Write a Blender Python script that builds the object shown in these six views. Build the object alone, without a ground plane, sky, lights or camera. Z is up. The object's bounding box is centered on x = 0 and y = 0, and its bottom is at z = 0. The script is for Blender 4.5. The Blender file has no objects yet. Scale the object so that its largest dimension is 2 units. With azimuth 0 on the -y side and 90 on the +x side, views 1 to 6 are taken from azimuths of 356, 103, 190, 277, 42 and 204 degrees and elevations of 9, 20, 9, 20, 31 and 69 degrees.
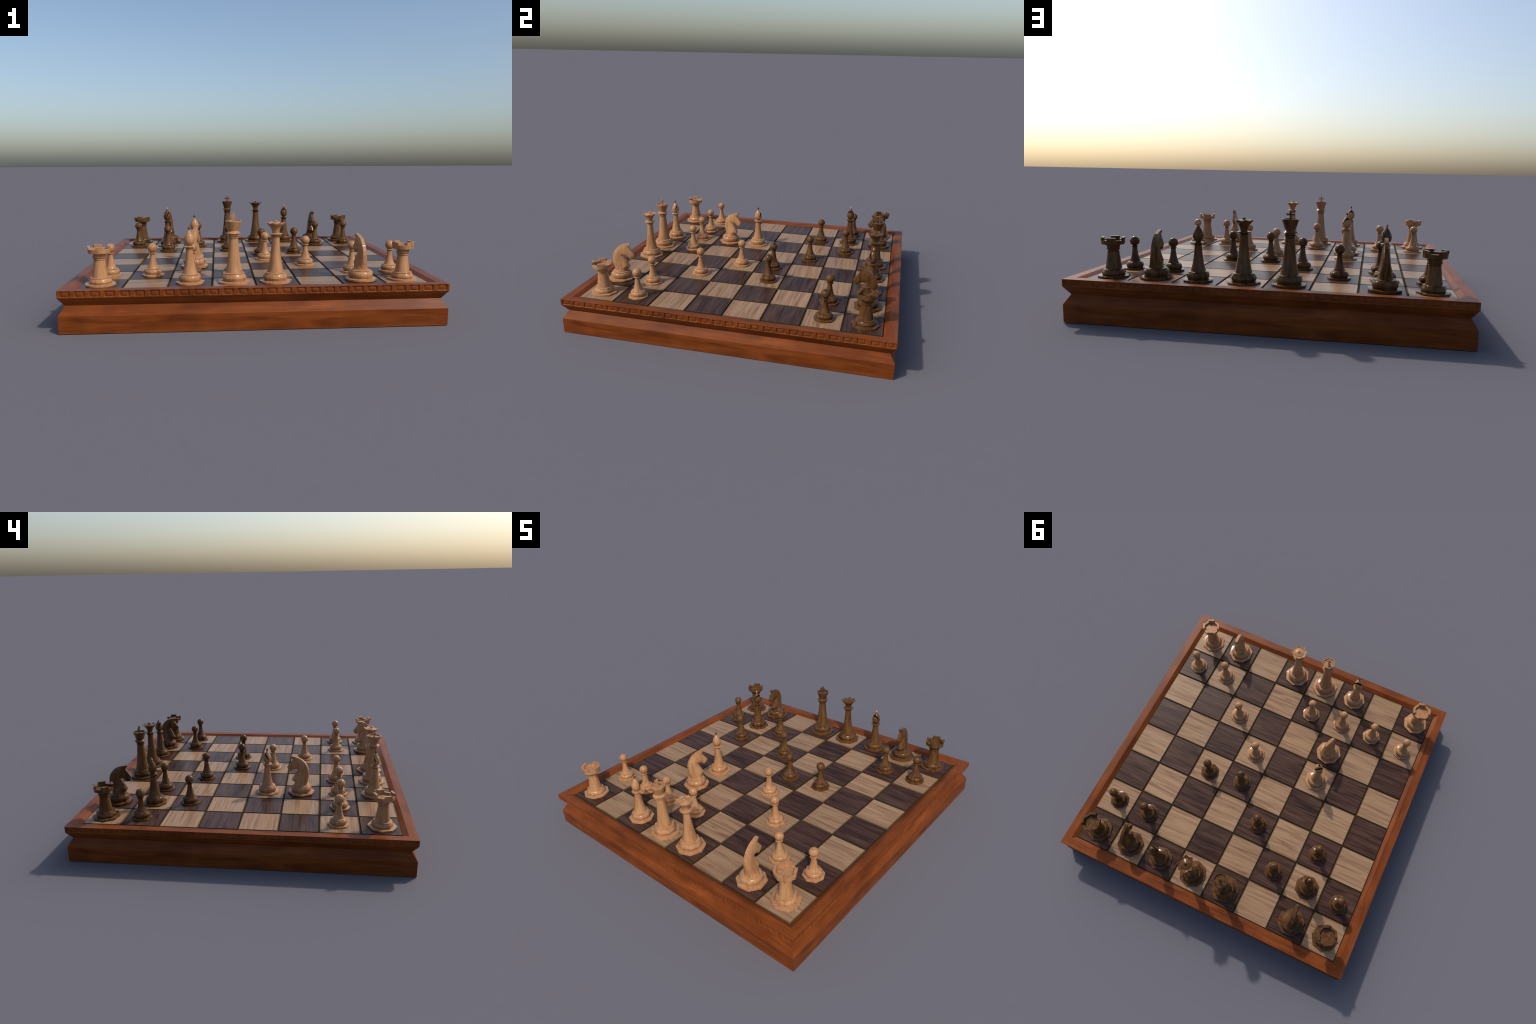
"""A wooden chess set in mid-game: mitred mahogany board with a carved dentil
band, 64 inlaid squares and 32 low-poly turned pieces."""
import bpy, bmesh, math
import numpy as np
from mathutils import Vector, Matrix, geometry

# ------------------------------------------------------------------ sizes
GROOVE = 0.2075         # level of the grooves between the squares
LIFT = 0.0050           # squares stand proud of the grooves
TOP = GROOVE + LIFT     # playing surface height
SQ = 0.23125            # square pitch
HALF = 4 * SQ           # half the playing field = 0.925
SEG = 8                 # turned pieces are octagonal

# ------------------------------------------------------------------ scene helpers
COL = bpy.context.scene.collection


def add_mesh(name, verts, faces, smooth=False):
    me = bpy.data.meshes.new(name)
    me.from_pydata([tuple(v) for v in verts], [], faces)
    bm = bmesh.new()
    bm.from_mesh(me)
    bmesh.ops.remove_doubles(bm, verts=bm.verts, dist=1e-6)
    bmesh.ops.recalc_face_normals(bm, faces=bm.faces)
    for f in bm.faces:
        f.smooth = smooth
    bm.to_mesh(me)
    bm.free()
    return me


def smooth_by_angle(me, deg):
    bm = bmesh.new()
    bm.from_mesh(me)
    lim = math.radians(deg)
    for f in bm.faces:
        f.smooth = True
    for e in bm.edges:
        if len(e.link_faces) == 2:
            e.smooth = e.calc_face_angle(0) < lim
    bm.to_mesh(me)
    bm.free()
    return me


def new_object(name, me, parent=None, mat=None):
    ob = bpy.data.objects.new(name, me)
    COL.objects.link(ob)
    if parent:
        ob.parent = parent
    if mat is not None:
        ob.data.materials.clear()
        ob.data.materials.append(mat)
    return ob


# ------------------------------------------------------------------ materials
def wood(name, tones, stretch, rough=0.35, fine=0.5, bump=0.15, fine_scale=4.0,
         distort=0.6, offset=3.7, edge=None, coat=0.0, spec=0.5, blotch=0.0, vary=0.0, span=(0.30, 0.70)):
    """Grained wood. tones: ramp colours dark -> light; stretch: noise scale
    per object axis (small along the grain)."""
    m = bpy.data.materials.new(name)
    m.use_nodes = True
    nt = m.node_tree
    N, L = nt.nodes, nt.links
    bsdf = N["Principled BSDF"]
    tc = N.new("ShaderNodeTexCoord")
    oi = N.new("ShaderNodeObjectInfo")
    sc = N.new("ShaderNodeVectorMath"); sc.operation = 'MULTIPLY'
    sc.inputs[1].default_value = (offset, offset * 1.31, offset * 0.77)
    L.new(oi.outputs["Location"], sc.inputs[0])
    ad = N.new("ShaderNodeVectorMath"); ad.operation = 'ADD'
    L.new(tc.outputs["Object"], ad.inputs[0])
    L.new(sc.outputs[0], ad.inputs[1])
    mp = N.new("ShaderNodeMapping")
    mp.inputs["Scale"].default_value = stretch
    L.new(ad.outputs[0], mp.inputs["Vector"])
    n1 = N.new("ShaderNodeTexNoise")
    n1.inputs["Scale"].default_value = 1.0
    n1.inputs["Detail"].default_value = 3.0
    n1.inputs["Roughness"].default_value = 0.55
    n1.inputs["Distortion"].default_value = distort
    L.new(mp.outputs[0], n1.inputs["Vector"])
    mp2 = N.new("ShaderNodeMapping")
    mp2.inputs["Scale"].default_value = [s * fine_scale if s == max(stretch) else s * 1.7 for s in stretch]
    mp2.inputs["Location"].default_value = (1.3, 4.1, 2.2)
    L.new(ad.outputs[0], mp2.inputs["Vector"])
    n2 = N.new("ShaderNodeTexNoise")
    n2.inputs["Scale"].default_value = 1.0
    n2.inputs["Detail"].default_value = 5.0
    n2.inputs["Distortion"].default_value = distort * 0.5
    L.new(mp2.outputs[0], n2.inputs["Vector"])
    mx = N.new("ShaderNodeMix"); mx.data_type = 'FLOAT'
    mx.inputs["Factor"].default_value = fine
    L.new(n1.outputs["Fac"], mx.inputs["A"])
    L.new(n2.outputs["Fac"], mx.inputs["B"])
    grain = mx.outputs["Result"]
    ramp = N.new("ShaderNodeValToRGB")
    el = ramp.color_ramp.elements
    lo, hi = span
    while len(el) < len(tones):
        el.new(0.5)
    for k, c in enumerate(tones):
        el[k].position = lo + (hi - lo) * k / (len(tones) - 1)
        el[k].color = (*c, 1)
    L.new(grain, ramp.inputs["Fac"])
    col = ramp.outputs["Color"]
    if blotch > 0:
        n3 = N.new("ShaderNodeTexNoise")
        n3.inputs["Scale"].default_value = 5.0
        n3.inputs["Detail"].default_value = 3.0
        L.new(ad.outputs[0], n3.inputs["Vector"])
        r3 = N.new("ShaderNodeMapRange")
        r3.inputs["From Min"].default_value = 0.35
        r3.inputs["From Max"].default_value = 0.7
        r3.inputs["To Min"].default_value = 1.0 - blotch
        r3.inputs["To Max"].default_value = 1.0 + blotch * 0.4
        L.new(n3.outputs["Fac"], r3.inputs["Value"])
        vm = N.new("ShaderNodeVectorMath"); vm.operation = 'SCALE'
        L.new(col, vm.inputs[0])
        L.new(r3.outputs[0], vm.inputs["Scale"])
        col = vm.outputs[0]
    if vary > 0:                          # each inlaid square its own tone
        rv = N.new("ShaderNodeMapRange")
        rv.inputs["To Min"].default_value = 1.0 - vary
        rv.inputs["To Max"].default_value = 1.0 + vary
        L.new(oi.outputs["Random"], rv.inputs["Value"])
        vv = N.new("ShaderNodeVectorMath"); vv.operation = 'SCALE'
        L.new(col, vv.inputs[0])
        L.new(rv.outputs[0], vv.inputs["Scale"])
        col = vv.outputs[0]
    if edge is not None:                  # soft dark border round an inlaid square
        half, width, ecol = edge
        sx = N.new("ShaderNodeSeparateXYZ")
        L.new(tc.outputs["Object"], sx.inputs[0])
        ab = []
        for ax in "XY":
            a = N.new("ShaderNodeMath"); a.operation = 'ABSOLUTE'
            L.new(sx.outputs[ax], a.inputs[0])
            ab.append(a)
        mm = N.new("ShaderNodeMath"); mm.operation = 'MAXIMUM'
        L.new(ab[0].outputs[0], mm.inputs[0])
        L.new(ab[1].outputs[0], mm.inputs[1])
        rg = N.new("ShaderNodeMapRange"); rg.interpolation_type = 'SMOOTHSTEP'
        rg.inputs["From Min"].default_value = half - width
        rg.inputs["From Max"].default_value = half
        L.new(mm.outputs[0], rg.inputs["Value"])
        mc = N.new("ShaderNodeMix"); mc.data_type = 'RGBA'
        L.new(rg.outputs[0], mc.inputs["Factor"])
        L.new(col, mc.inputs["A"])
        mc.inputs["B"].default_value = (*ecol, 1)
        col = mc.outputs["Result"]
        ms = N.new("ShaderNodeMapRange")             # no gloss on the dark border
        ms.inputs["To Min"].default_value = spec
        ms.inputs["To Max"].default_value = 0.0
        L.new(rg.outputs[0], ms.inputs["Value"])
        L.new(ms.outputs[0], bsdf.inputs["Specular IOR Level"])
    L.new(col, bsdf.inputs["Base Color"])
    bsdf.inputs["Roughness"].default_value = rough
    bsdf.inputs["Specular IOR Level"].default_value = spec
    if coat:
        bsdf.inputs["Coat Weight"].default_value = coat
        bsdf.inputs["Coat Roughness"].default_value = 0.12
    if bump:
        b = N.new("ShaderNodeBump")
        b.inputs["Strength"].default_value = bump
        b.inputs["Distance"].default_value = 0.004
        L.new(grain, b.inputs["Height"])
        L.new(b.outputs[0], bsdf.inputs["Normal"])
    return m


M_FRAME = wood("mahogany_frame", [(0.098, 0.0215, 0.0046), (0.174, 0.0430, 0.0090), (0.228, 0.0625, 0.0132)],
               (3.0, 24, 24), rough=0.38, fine=0.3, bump=0.08, blotch=0.28, offset=5.3, spec=0.11)
M_LIGHT_SQ = wood("light_square_wood", [(0.172, 0.088, 0.051), (0.262, 0.156, 0.087), (0.318, 0.202, 0.114)],
                  (2.8, 46, 46), rough=0.30, fine=0.28, bump=0.10, fine_scale=3.0, distort=1.2, offset=9.1,
                  edge=(0.1112, 0.0055, (0.075, 0.051, 0.025)), vary=0.05, spec=0.14, span=(0.36, 0.64))
M_DARK_SQ = wood("dark_square_wood", [(0.015, 0.0068, 0.0055), (0.051, 0.0242, 0.0168), (0.084, 0.043, 0.029)],
                 (3.4, 48, 48), rough=0.30, fine=0.4, bump=0.20, fine_scale=3.0, distort=0.8, offset=7.7,
                 edge=(0.1112, 0.0045, (0.030, 0.0195, 0.0092)), vary=0.08, spec=0.13, span=(0.35, 0.65))
M_GROOVE = wood("groove_filler", [(0.024, 0.0160, 0.0075), (0.038, 0.026, 0.012)], (8, 8, 8), rough=0.6, bump=0, spec=0.1)
M_LIGHT_PC = wood("light_piece_wood", [(0.280, 0.122, 0.055), (0.362, 0.184, 0.083), (0.410, 0.220, 0.103)],
                  (40, 40, 3.6), rough=0.17, fine=0.2, bump=0.02, fine_scale=2.5, distort=0.9, offset=11.0, spec=0.2,
                  span=(0.34, 0.66))
M_DARK_PC = wood("dark_piece_wood", [(0.046, 0.0185, 0.0067), (0.092, 0.0415, 0.0140), (0.123, 0.060, 0.0205)],
                 (40, 40, 3.6), rough=0.16, fine=0.2, bump=0.02, fine_scale=2.5, distort=0.9, offset=13.0, spec=0.15,
                 span=(0.34, 0.66))
M_SLIT = wood("slit_near_black", [(0.012, 0.006, 0.003), (0.030, 0.014, 0.006)], (40, 40, 4), rough=0.5, bump=0, spec=0.1)

# ------------------------------------------------------------------ board
board = bpy.data.objects.new("chess_board", None)
COL.objects.link(board)
board["label"] = "square mahogany chess board with carved edge and inlaid squares"
board["category"] = "chess board"

# one mitred rail lies along the -y side; r = distance from the board's middle
BAND_LO, BAND_HI = 0.1855, 0.2225
PROFILE = [(0.90, 0.0), (1.0, 0.0), (1.0, 0.0922), (0.9697, 0.1400), (1.0, BAND_LO)]
PROFILE_IN = [(1.0, BAND_HI), (0.950, BAND_HI), (0.9244, 0.2072), (0.9244, 0.198), (0.90, 0.198)]


def rail_mesh():
    """Mitred rail without the band's face (that is the carved band)."""
    verts, faces = [], []

    def strip(prof):
        base = len(verts)
        for r, z in prof:
            verts.append((-r, -r, z))
            verts.append((r, -r, z))
        for k in range(len(prof) - 1):
            a = base + 2 * k
            faces.append((a, a + 1, a + 3, a + 2))
    strip(PROFILE)
    strip(PROFILE_IN)
    strip([PROFILE_IN[-1], PROFILE[0]])
    return add_mesh("frame_rail", verts, faces)


PITS = 27


def band_mesh():
    """Carved dentil band: a row of sunk rounded frames, each round a pillow."""
    h = BAND_HI - BAND_LO
    pitch = 2.0 / PITS
    nx, nz = 40, 24
    xs = np.linspace(-1, 1, PITS * nx + 1)
    zs = np.linspace(0, h, nz + 1)
    hw, hh, rc = 0.0262, 0.0152, 0.005       # half width / height / corner radius
    verts, faces = [], []
    for z in zs:
        for x in xs:
            u = ((x + 1) % pitch) - pitch * 0.5
            if abs(x - 1) < 1e-9:
                u = pitch * 0.5
            v = z - h * 0.5
            qx, qz = abs(u) - (hw - rc), abs(v) - (hh - rc)
            d = math.hypot(max(qx, 0), max(qz, 0)) + min(max(qx, qz), 0) - rc   # <0 inside
            s = min(max(-d / 0.0014, 0), 1)
            depth = 0.0048 * s * s * (3 - 2 * s)
            p = min(max((0.0205 - abs(u)) / 0.0110, 0), 1)                    # low pillow in the middle
            q = min(max((hh - 0.0005 - abs(v)) / 0.0095, 0), 1)
            depth -= 0.0032 * p * p * (3 - 2 * p) * q * q * (3 - 2 * q)
            verts.append((x, -1.0 + depth, BAND_LO + z))
    w = len(xs)
    for k in range(nz):
        for i in range(w - 1):
            a = k * w + i
            faces.append((a, a + 1, a + w + 1, a + w))
    me = bpy.data.meshes.new("carved_band")
    me.from_pydata(verts, [], faces)
    for p in me.polygons:
        p.use_smooth = True
    return me


rail_me, band_me = rail_mesh(), band_mesh()
for k in range(4):
    rail = new_object("frame_rail", rail_me, board, M_FRAME)
    rail.rotation_euler = (0, 0, k * math.pi / 2)
    band = new_object("carved_band", band_me, rail, M_FRAME)

# panel under the squares (shows as the dark lines between them)
z0, z1, e = 0.002, GROOVE, 0.9245
box_v = [(x, y, z) for z in (z0, z1) for y in (-e, e) for x in (-e, e)]
box_f = [(0, 2, 3, 1), (4, 5, 7, 6), (0, 1, 5, 4), (2, 6, 7, 3), (0, 4, 6, 2), (1, 3, 7, 5)]
new_object("board_panel", add_mesh("board_panel", box_v, box_f), board, M_GROOVE)


def square_mesh():
    """One inlaid square: flat top, edges falling off to the groove."""
    hs = SQ / 2 - 0.0014
    v, f = [], []
    rings = ((hs, -LIFT - 0.0008), (hs, -LIFT + 0.0008), (hs - 0.0022, -0.0012), (hs - 0.0042, 0.0))
    for s, z in rings:
        v += [(-s, -s, z), (s, -s, z), (s, s, z), (-s, s, z)]
    for k in range(0, 4 * (len(rings) - 1), 4):
        for i in range(4):
            j = (i + 1) % 4
            f.append((k + i, k + j, k + 4 + j, k + 4 + i))
    f.append(tuple(range(len(v) - 4, len(v))))
    f.append((3, 2, 1, 0))
    return add_mesh("square", v, f)


sq_dark, sq_light = square_mesh(), square_mesh()
for i in range(8):
    for j in range(8):
        dark = (i + j) % 2 == 0
        ob = new_object("dark_square" if dark else "light_square",
                        sq_dark if dark else sq_light, board, M_DARK_SQ if dark else M_LIGHT_SQ)
        ob.location = ((i - 3.5) * SQ, (j - 3.5) * SQ, TOP)


# ------------------------------------------------------------------ turned parts
def lathe(name, prof, seg=SEG, crease=29, phase=0.0):
    """Octagonal turned solid from (radius, height) points; rings where the
    profile turns hard are sharp, the facets themselves are shaded smooth."""
    verts, faces, rings = [], [], []
    for r, z in prof:
        if r < 1e-6:
            rings.append([len(verts)])
            verts.append((0, 0, z))
        else:
            rings.append(list(range(len(verts), len(verts) + seg)))
            ang = [2 * math.pi * k / seg + math.radians(phase) for k in range(seg)]
            verts += [(r * math.cos(a), r * math.sin(a), z) for a in ang]
    for a, b in zip(rings, rings[1:]):
        if len(a) == 1 and len(b) == 1:
            continue
        for k in range(seg):
            j = (k + 1) % seg
            if len(a) == 1:
                faces.append((a[0], b[j], b[k]))
            elif len(b) == 1:
                faces.append((a[k], a[j], b[0]))
            else:
                faces.append((a[k], a[j], b[j], b[k]))
    # open ends become flat caps inside the neighbouring part
    if len(rings[0]) > 1:
        faces.append(tuple(reversed(rings[0])))
    if len(rings[-1]) > 1:
        faces.append(tuple(rings[-1]))
    sharp = set()
    for k in range(len(prof)):
        if len(rings[k]) == 1:
            continue
        if k in (0, len(prof) - 1):
            sharp.add(k)
            continue
        d0 = Vector((prof[k][0] - prof[k - 1][0], prof[k][1] - prof[k - 1][1]))
        d1 = Vector((prof[k + 1][0] - prof[k][0], prof[k + 1][1] - prof[k][1]))
        if d0.length > 0 and d1.length > 0 and d0.angle(d1) > math.radians(crease):
            sharp.add(k)
    me = bpy.data.meshes.new(name)
    me.from_pydata(verts, [], faces)
    ring_of = {v: k for k, r in enumerate(rings) for v in r}
    bm = bmesh.new()
    bm.from_mesh(me)
    bmesh.ops.recalc_face_normals(bm, faces=bm.faces)
    for f in bm.faces:
        f.smooth = True
    for ed in bm.edges:
        a, b = ring_of[ed.verts[0].index], ring_of[ed.verts[1].index]
        if a == b and a in sharp:
            ed.smooth = False
    bm.to_mesh(me)
    bm.free()
    return me


def foot_profile(plate, plate_h, neck, belly, belly_h, shoulder, shoulder_h, rim, top, rounded, z0=LIFT + 0.0004):
    """Base plate, swollen belly, groove and thin rim under the stem.
    rounded: torus-like belly (pawn, bishop, knight), else a chamfered drum."""
    p = [(0, z0), (plate, z0), (plate, plate_h), (neck, plate_h + 0.0038)]
    if rounded:
        lo = plate_h + 0.0038
        for t in (-55, -25, 0, 28, 55):
            a = math.radians(t)
            dz = (belly_h - lo) if t < 0 else (shoulder_h - belly_h)
            q = math.sin(a) / math.sin(math.radians(62))
            w = (belly - neck) if t < 0 else (belly - shoulder)
            c = (math.cos(a) - math.cos(math.radians(62))) / (1 - math.cos(math.radians(62)))
            p.append((belly - w * (1 - c), belly_h + dz * q))
    else:
        p += [(belly, belly_h - 0.003), (belly - 0.0014, belly_h + 0.0055),
              (shoulder + 0.0032, shoulder_h - 0.0050)]
    p += [(shoulder, shoulder_h), (shoulder - 0.003, shoulder_h + 0.0002),
          (shoulder - 0.003, shoulder_h + 0.0012), (rim, shoulder_h + 0.0026), (top, shoulder_h + 0.0058)]
    return p


def ball_profile(cz, r, n=9, start=-62):
    out = []
    for k in range(n + 1):
        a = math.radians(start + (90 - start) * k / n)
        out.append((r * math.cos(a) if k < n else 0, cz + r * math.sin(a)))
    return out


# ------------------------------------------------------------------ knight head
HORSE = [(-0.0365, 0.0650), (-0.0405, 0.0874), (-0.0470, 0.1170), (-0.0488, 0.1460), (-0.0458, 0.1720),
         (-0.0360, 0.1980), (-0.0185, 0.2205), (0.0026, 0.2370), (0.0300, 0.2470), (0.0560, 0.2520),
         (0.0710, 0.2548), (0.0738, 0.2490), (0.0690, 0.2400), (0.0615, 0.2335), (0.0625, 0.2262),
         (0.0780, 0.2050), (0.0965, 0.1790), (0.0945, 0.1700), (0.0890, 0.1600), (0.0800, 0.1535),
         (0.0680, 0.1478), (0.0600, 0.1580), (0.0480, 0.1665), (0.0235, 0.1690), (0.0300, 0.1560),
         (0.0460, 0.1260), (0.0640, 0.0930), (0.0490, 0.0770), (0.0425, 0.0720), (0.0420, 0.0650)]


def horse_mesh():
    """Side outline of neck and head, filled and swollen to a rounded body;
    mane, brow and chest keep a flat strip between two sharp edges."""
    step = 0.0045
    out = []
    for (a, b), (c, d) in zip(HORSE, HORSE[1:] + HORSE[:1]):
        n = max(1, int(round(math.hypot(c - a, d - b) / step)))
        for k in range(n):
            out.append((a + (c - a) * k / n, b + (d - b) * k / n))
    n0 = len(out)
    P = np.array(out)

    def inside_dist(q):
        x, y = q
        A, B = P, np.roll(P, -1, 0)
        AB = B - A
        t = np.clip(((q - A) * AB).sum(1) / (AB * AB).sum(1), 0, 1)
        d = np.hypot(*(A + AB * t[:, None] - q).T).min()
        cond = ((A[:, 1] > y) != (B[:, 1] > y))
        with np.errstate(divide='ignore', invalid='ignore'):
            xi = A[:, 0] + (y - A[:, 1]) * AB[:, 0] / AB[:, 1]
        ins = np.count_nonzero(cond & (x < xi)) % 2 == 1
        return ins, d

    pts = list(out)
    g = 0.0055
    for iy, yy in enumerate(np.arange(0.066, 0.256, g)):
        for xx in np.arange(-0.055, 0.10, g):
            q = np.array([xx + (g / 2 if iy % 2 else 0), yy])
            ins, d = inside_dist(q)
            if ins and d > 0.0028:
                pts.append(tuple(q))
    edges = [(k, (k + 1) % n0) for k in range(n0)]
    vv, _, ff, *_ = geometry.delaunay_2d_cdt([Vector(p) for p in pts], edges, [], 1, 1e-7)

    def half_thick(q, on_edge):
        f, h = q
        d = 0.0 if on_edge else inside_dist(np.array([f, h]))[1]
        core = np.interp(h, [0.065, 0.08, 0.10, 0.13, 0.17, 0.21, 0.255],
                         [0.041, 0.0345, 0.028, 0.0225, 0.019, 0.016, 0.0105])
        head = np.interp(f, [0.03, 0.055, 0.095], [0.0, 0.30, 0.55]) if h > 0.14 else 0
        core = core * (1 - head) + 0.0095 * head
        e = 0.0093
        s = min(d / 0.026, 1.0)
        flat = e + (core - e) * (1 - (1 - s) ** 2)
        c = 0.003
        rr = 0.0410
        ell = core * math.sqrt(max(0.06, 1 - ((f - c) / rr) ** 2))
        w = np.interp(h, [0.066, 0.105], [1, 0])
        w = w * w * (3 - 2 * w)
        return flat * (1 - w) + ell * w

    verts, faces = [], []
    m = len(vv)
    onb = [inside_dist(np.array([v.x, v.y]))[1] < 1e-5 for v in vv]
    T = [half_thick((v.x, v.y), onb[k]) for k, v in enumerate(vv)]
    for s in (1, -1):
        verts += [(s * T[k], v.x, v.y) for k, v in enumerate(vv)]
    for f in ff:
        faces.append(tuple(f))
        faces.append(tuple(m + k for k in reversed(f)))
    cnt = {}
    for f in ff:
        for a, b in zip(f, list(f[1:]) + [f[0]]):
            cnt[(a, b)] = 1
    for (a, b) in list(cnt):
        if (b, a) not in cnt:
            faces.append((b, a, m + a, m + b))
    me = add_mesh("horse_head", verts, faces)
    return smooth_by_angle(me, 42)


# ------------------------------------------------------------------ piece kinds
def cross_mesh(zc, z_lo, z_hi):
    aw, al, th = 0.0045, 0.0205, 0.0042
    pts = [(-0.0055, z_lo), (0.0055, z_lo), (0.0042, zc - aw), (al - 0.004, zc - aw), (al, zc - 0.0052),
           (al, zc + 0.0052), (al - 0.004, zc + aw), (0.0045, zc + aw), (0.0055, z_hi - 0.002), (0.0045, z_hi)]
    pts += [(-x, z) for x, z in reversed(pts[2:])]
    n = len(pts)
    v = [(x, -th, z) for x, z in pts] + [(x, th, z) for x, z in pts]
    f = [tuple(range(n)), tuple(range(2 * n - 1, n - 1, -1))]
    f += [(k, n + k, n + (k + 1) % n, (k + 1) % n) for k in range(n)]
    me = add_mesh("cross", v, f)
    return me


def queen_crown_mesh():
    """Flared cup with an eight-pointed rim, domed top."""
    n = 16
    spec = [  # (radius valley, radius point, height valley, height point)
        (0.0180, 0.0180, 0.2690, 0.2690), (0.0188, 0.0188, 0.2760, 0.2760), (0.0222, 0.0222, 0.2880, 0.2880),
        (0.0290, 0.0290, 0.3010, 0.3010), (0.0368, 0.0385, 0.3100, 0.3120), (0.0442, 0.0555, 0.3175, 0.3262),
        (0.0444, 0.0560, 0.3200, 0.3290), (0.0385, 0.0375, 0.3195, 0.3210)]
    dome = [(0.0375, 0.3185), (0.0368, 0.3210), (0.0280, 0.3242), (0.0170, 0.3272), (0.0085, 0.3288), (0.0060, 0.3300),
            (0.0080, 0.3325), (0.0078, 0.3350), (0.0045, 0.3372)]
    oct8 = math.cos(math.pi / 8)          # the dome is octagonal, corners at the valleys
    spec += [(r, r * oct8, z, z) for r, z in dome]
    v, f = [], []
    for rv, rp, zv, zp in spec:
        for k in range(n):
            a = 2 * math.pi * (k + 1) / n
            r, z = (rp, zp) if k % 2 == 0 else (rv, zv)
            v.append((r * math.cos(a), r * math.sin(a), z))
    for i in range(len(spec) - 1):
        for k in range(n):
            j = (k + 1) % n
            f.append((i * n + k, i * n + j, (i + 1) * n + j, (i + 1) * n + k))
    f.append(tuple(reversed(range(n))))
    f.append(tuple(range(len(v) - n, len(v))))
    return smooth_by_angle(add_mesh("crown", v, f), 50)


def merlon_mesh(k, z_lo, z_hi, ro, ri, rt):
    a0, a1 = 2 * math.pi * k / SEG, 2 * math.pi * (k + 1) / SEG
    v = []
    for a in (a0, a1):
        c, s = math.cos(a), math.sin(a)
        v += [(ro * c, ro * s, z_lo), (ri * c, ri * s, z_lo), (ri * c, ri * s, z_hi), (rt * c, rt * s, z_hi)]
    f = [(0, 4, 7, 3), (1, 2, 6, 5), (2, 3, 7, 6), (0, 3, 2, 1), (4, 5, 6, 7)]
    return add_mesh("merlon", v, f)


def bishop_head_mesh(mat):
    prof = [(0.0135, 0.2045), (0.0150, 0.2110), (0.0215, 0.2160), (0.0262, 0.2255), (0.0280, 0.2370), (0.0268, 0.2480),
            (0.0232, 0.2595), (0.0180, 0.2695), (0.0118, 0.2785), (0.0060, 0.2865), (0.0032, 0.2905), (0, 0.2910)]
    me = lathe("mitre", prof, seg=12, crease=50)
    head = new_object("mitre_blank", me, mat=mat)
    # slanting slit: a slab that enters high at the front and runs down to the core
    (d0, h0), (d1, h1) = (0.0200, 0.2790), (0.0040, 0.2360)
    L = math.hypot(d0 - d1, h0 - h1)
    ang = math.atan2(h0 - h1, d0 - d1)
    t0, t1 = 0.0024, 0.0062
    v = []
    for s, t in ((0, t0), (L + 0.01, t1)):
        for x in (-0.05, 0.05):
            for o in (-t, t):
                v.append((x, d1 + s * math.cos(ang) - o * math.sin(ang), h1 + s * math.sin(ang) + o * math.cos(ang)))
    f = [(0, 1, 3, 2), (4, 6, 7, 5), (0, 4, 5, 1), (2, 3, 7, 6), (0, 2, 6, 4), (1, 5, 7, 3)]
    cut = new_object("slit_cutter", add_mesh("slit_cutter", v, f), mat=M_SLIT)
    md = head.modifiers.new("slit", 'BOOLEAN')
    md.object = cut
    md.operation = 'DIFFERENCE'
    md.solver = 'EXACT'
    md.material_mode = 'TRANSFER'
    dg = bpy.context.evaluated_depsgraph_get()
    res = bpy.data.meshes.new_from_object(head.evaluated_get(dg))
    bpy.data.objects.remove(head)
    bpy.data.objects.remove(cut)
    return smooth_by_angle(res, 48)


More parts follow.
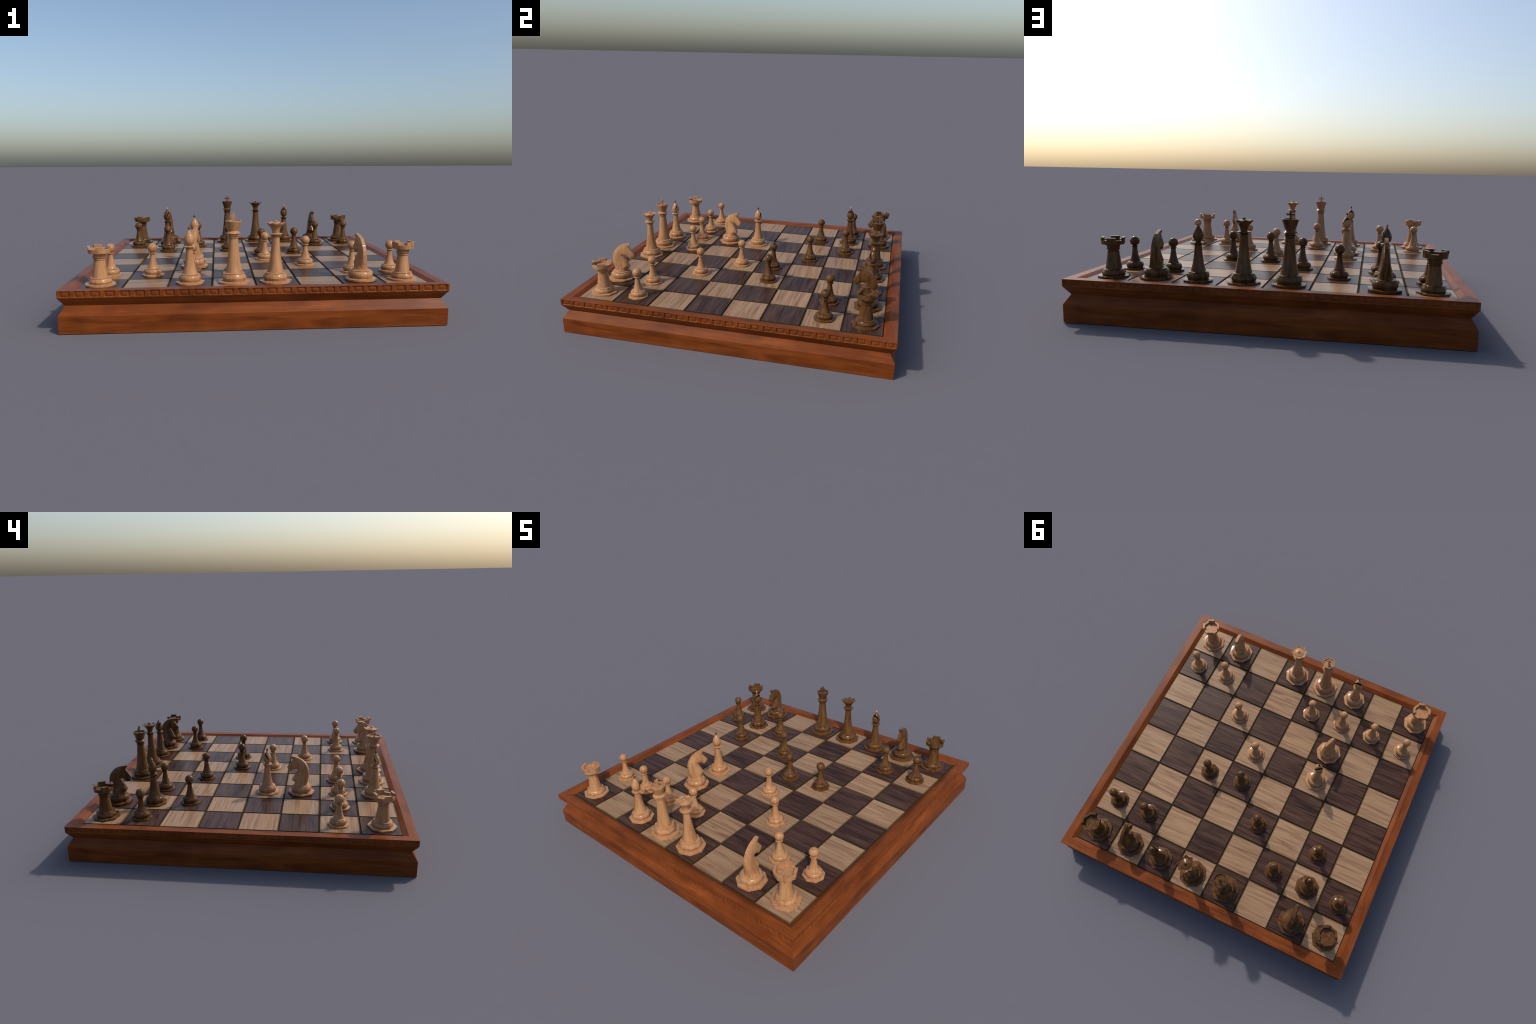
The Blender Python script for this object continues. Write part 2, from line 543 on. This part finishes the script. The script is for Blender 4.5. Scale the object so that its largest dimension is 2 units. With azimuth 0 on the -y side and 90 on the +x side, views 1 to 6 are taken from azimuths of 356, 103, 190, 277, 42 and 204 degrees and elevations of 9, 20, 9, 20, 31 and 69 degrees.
def kind_parts(kind, mat):
    """[(part name, mesh, other colour?)] of one kind of piece."""
    if kind == "pawn":
        return [("foot", lathe("foot", foot_profile(0.0632, 0.0130, 0.0455, 0.0508, 0.0300, 0.0425, 0.0440, 0.0420, 0.0335, True)), 0),
                ("stem", lathe("stem", [(0.0335, 0.0485), (0.0292, 0.0575), (0.0247, 0.0690), (0.0205, 0.0840),
                                        (0.0178, 0.0980), (0.0155, 0.1120), (0.0135, 0.1285)]), 0),
                ("collar", lathe("collar", [(0.0135, 0.1280), (0.0160, 0.1305), (0.0152, 0.1318), (0.0222, 0.1345), (0.0218, 0.1362), (0.0125, 0.1390)]), 0),
                ("head", lathe("head", ball_profile(0.1638, 0.0276), seg=12, crease=50), 0)]
    if kind == "rook":
        parts = [("foot", lathe("foot", foot_profile(0.0835, 0.0135, 0.0585, 0.0628, 0.0275, 0.0540, 0.0435, 0.0545, 0.0432, False)), 0),
                 ("stem", lathe("stem", [(0.0432, 0.0485), (0.0392, 0.0720), (0.0358, 0.0960), (0.0328, 0.1190), (0.0303, 0.1390)]), 0),
                 ("collar", lathe("collar", [(0.0303, 0.1385), (0.0340, 0.1430), (0.0312, 0.1455), (0.0312, 0.1490), (0.0385, 0.1545),
                                             (0.0380, 0.1565), (0.0340, 0.1600), (0.0342, 0.1660), (0.0385, 0.1740), (0.0400, 0.1760)]), 0),
                 ("battlement", lathe("battlement", [(0.0395, 0.1745), (0.0600, 0.1775), (0.0618, 0.1988), (0.0480, 0.1988), (0.0458, 0.1855), (0, 0.1855)]), 0)]
        for k in (0, 2, 4, 6):
            parts.append(("merlon", merlon_mesh(k, 0.1988, 0.2130, 0.0618, 0.0480, 0.0630), 0))
        return parts
    if kind == "knight":
        return [("foot", lathe("foot", foot_profile(0.0872, 0.0175, 0.0605, 0.0682, 0.0410, 0.0575, 0.0595, 0.0585, 0.0440, True, z0=LIFT + 0.003), phase=22.5), 0),
                ("horse_head", horse_mesh(), 0)]
    if kind == "bishop":
        return [("foot", lathe("foot", foot_profile(0.0785, 0.0135, 0.0545, 0.0605, 0.0345, 0.0505, 0.0515, 0.0518, 0.0408, True)), 0),
                ("stem", lathe("stem", [(0.0408, 0.0565), (0.0345, 0.0780), (0.0300, 0.0970), (0.0265, 0.1160), (0.0235, 0.1380),
                                        (0.0210, 0.1620), (0.0188, 0.1890)]), 0),
                ("collar", lathe("collar", [(0.0188, 0.1880), (0.0252, 0.1935), (0.0205, 0.1955), (0.0205, 0.1970), (0.0325, 0.2015),
                                            (0.0315, 0.2040), (0.0140, 0.2060)]), 0),
                ("mitre", bishop_head_mesh(mat), None),
                ("finial", lathe("finial", [(0.0025, 0.2890), (0.0032, 0.2915), (0.0070, 0.2955), (0.0072, 0.2985), (0.0045, 0.3035), (0.0015, 0.3090), (0, 0.3125)]), 1)]
    if kind == "queen":
        return [("foot", lathe("foot", foot_profile(0.0885, 0.0140, 0.0620, 0.0683, 0.0350, 0.0570, 0.0545, 0.0578, 0.0450, False)), 0),
                ("stem", lathe("stem", [(0.0450, 0.0595), (0.0395, 0.0830), (0.0345, 0.1120), (0.0290, 0.1460), (0.0250, 0.1800),
                                        (0.0225, 0.2150), (0.0212, 0.2490)]), 0),
                ("collar", lathe("collar", [(0.0212, 0.2480), (0.0300, 0.2550), (0.0240, 0.2572), (0.0240, 0.2585), (0.0378, 0.2650),
                                            (0.0372, 0.2670), (0.0175, 0.2705)]), 0),
                ("crown", queen_crown_mesh(), 0)]
    if kind == "king":
        return [("foot", lathe("foot", foot_profile(0.0905, 0.0145, 0.0630, 0.0695, 0.0375, 0.0600, 0.0565, 0.0612, 0.0475, False), phase=22.5), 0),
                ("stem", lathe("stem", [(0.0475, 0.0620), (0.0415, 0.0900), (0.0365, 0.1200), (0.0325, 0.1540), (0.0290, 0.1900),
                                        (0.0262, 0.2200), (0.0240, 0.2450)], phase=22.5), 0),
                ("collar", lathe("collar", [(0.0240, 0.2440), (0.0290, 0.2470), (0.0258, 0.2490), (0.0258, 0.2545), (0.0350, 0.2585),
                                            (0.0270, 0.2610), (0.0265, 0.2680), (0.0412, 0.2715), (0.0275, 0.2830), (0.0270, 0.2850)], phase=22.5), 0),
                ("crown", lathe("crown", [(0.0268, 0.2835), (0.0280, 0.2860), (0.0448, 0.3350), (0.0440, 0.3375), (0.0395, 0.3375),
                                          (0.0378, 0.3300), (0.0, 0.3300)], phase=22.5), 0),
                ("cross", cross_mesh(0.3597, 0.3300, 0.3780), 0)]


# ------------------------------------------------------------------ the position on the board
# (kind, file, rank, turn in degrees, nudge x, nudge y)
LIGHT = [("rook", 0, 0, -5, -0.0111, -0.0096), ("rook", 7, 0, 1.5, 0.0009, -0.0013), ("knight", 6, 0, 8, 0.0002, -0.0041),
         ("knight", 2, 2, -15, 0.0011, 0.0058), ("bishop", 2, 0, 6, -0.0024, 0.0001), ("bishop", 2, 3, 30, -0.0033, -0.0003),
         ("king", 3, 0, 4, 0.0011, -0.0065), ("queen", 4, 0, 0, -0.0052, -0.0068),
         ("pawn", 0, 1, 1.2, -0.0022, 0.0055), ("pawn", 1, 1, 1.7, 0.0066, -0.0096), ("pawn", 2, 1, 2.7, 0.0025, -0.0047),
         ("pawn", 3, 1, 1.5, 0.0035, 0.0088), ("pawn", 4, 3, 0, -0.0030, 0.0022), ("pawn", 5, 2, -3.8, 0.0026, 0.0110),
         ("pawn", 6, 1, 0, 0.0060, -0.0060), ("pawn", 7, 1, 0.8, 0.0019, 0.0)]
DARK = [("rook", 0, 7, 7.5, -0.0066, 0.0075), ("rook", 7, 7, -6, 0.0015, 0.0087), ("knight", 1, 7, 181, -0.0095, 0.0100),
        ("knight", 6, 7, 183.5, -0.0006, 0.0045), ("bishop", 1, 6, 257, -0.0123, 0.0029), ("bishop", 5, 7, 170.4, 0.0042, 0.0051),
        ("king", 3, 7, 1, -0.0038, 0.0021), ("queen", 4, 7, 0.5, -0.0011, 0.0026),
        ("pawn", 0, 6, 2.4, -0.0064, 0.0160), ("pawn", 1, 5, 2.3, 0.0101, 0.0086), ("pawn", 2, 6, 1.3, -0.0052, -0.0020),
        ("pawn", 3, 5, 0, -0.0081, -0.0075), ("pawn", 4, 4, -1.5, -0.0093, 0.0024), ("pawn", 5, 4, -1, -0.0043, 0.0240),
        ("pawn", 6, 6, 0, -0.0046, 0.0014), ("pawn", 7, 6, 0, -0.0090, 0.0045)]
LOOKS = {"pawn": "small wooden chess pawn with round head",
         "rook": "stout wooden chess rook with battlement top",
         "knight": "wooden chess knight with carved horse head",
         "bishop": "slender wooden chess bishop with slit mitre",
         "queen": "tall wooden chess queen with pointed crown",
         "king": "tallest wooden chess king with cross on crown"}

for tone, lineup, mat, other in (("light", LIGHT, M_LIGHT_PC, M_DARK_PC), ("dark", DARK, M_DARK_PC, M_LIGHT_PC)):
    cache = {}
    for kind, i, j, turn, dx, dy in lineup:
        if kind not in cache:
            cache[kind] = kind_parts(kind, mat)
            for _, me, _ in cache[kind]:          # heights are measured from the groove level
                me.transform(Matrix.Translation((0, 0, -LIFT)))
        piece = bpy.data.objects.new(kind, None)
        COL.objects.link(piece)
        piece.empty_display_size = 0.05
        piece.location = ((i - 3.5) * SQ + dx, (j - 3.5) * SQ + dy, TOP)
        piece.rotation_euler = (0, 0, math.radians(turn))
        piece["label"] = tone + " " + LOOKS[kind]
        piece["category"] = "chess piece"
        for pname, me, swap in cache[kind]:
            new_object(pname, me, piece, None if swap is None else (other if swap else mat))
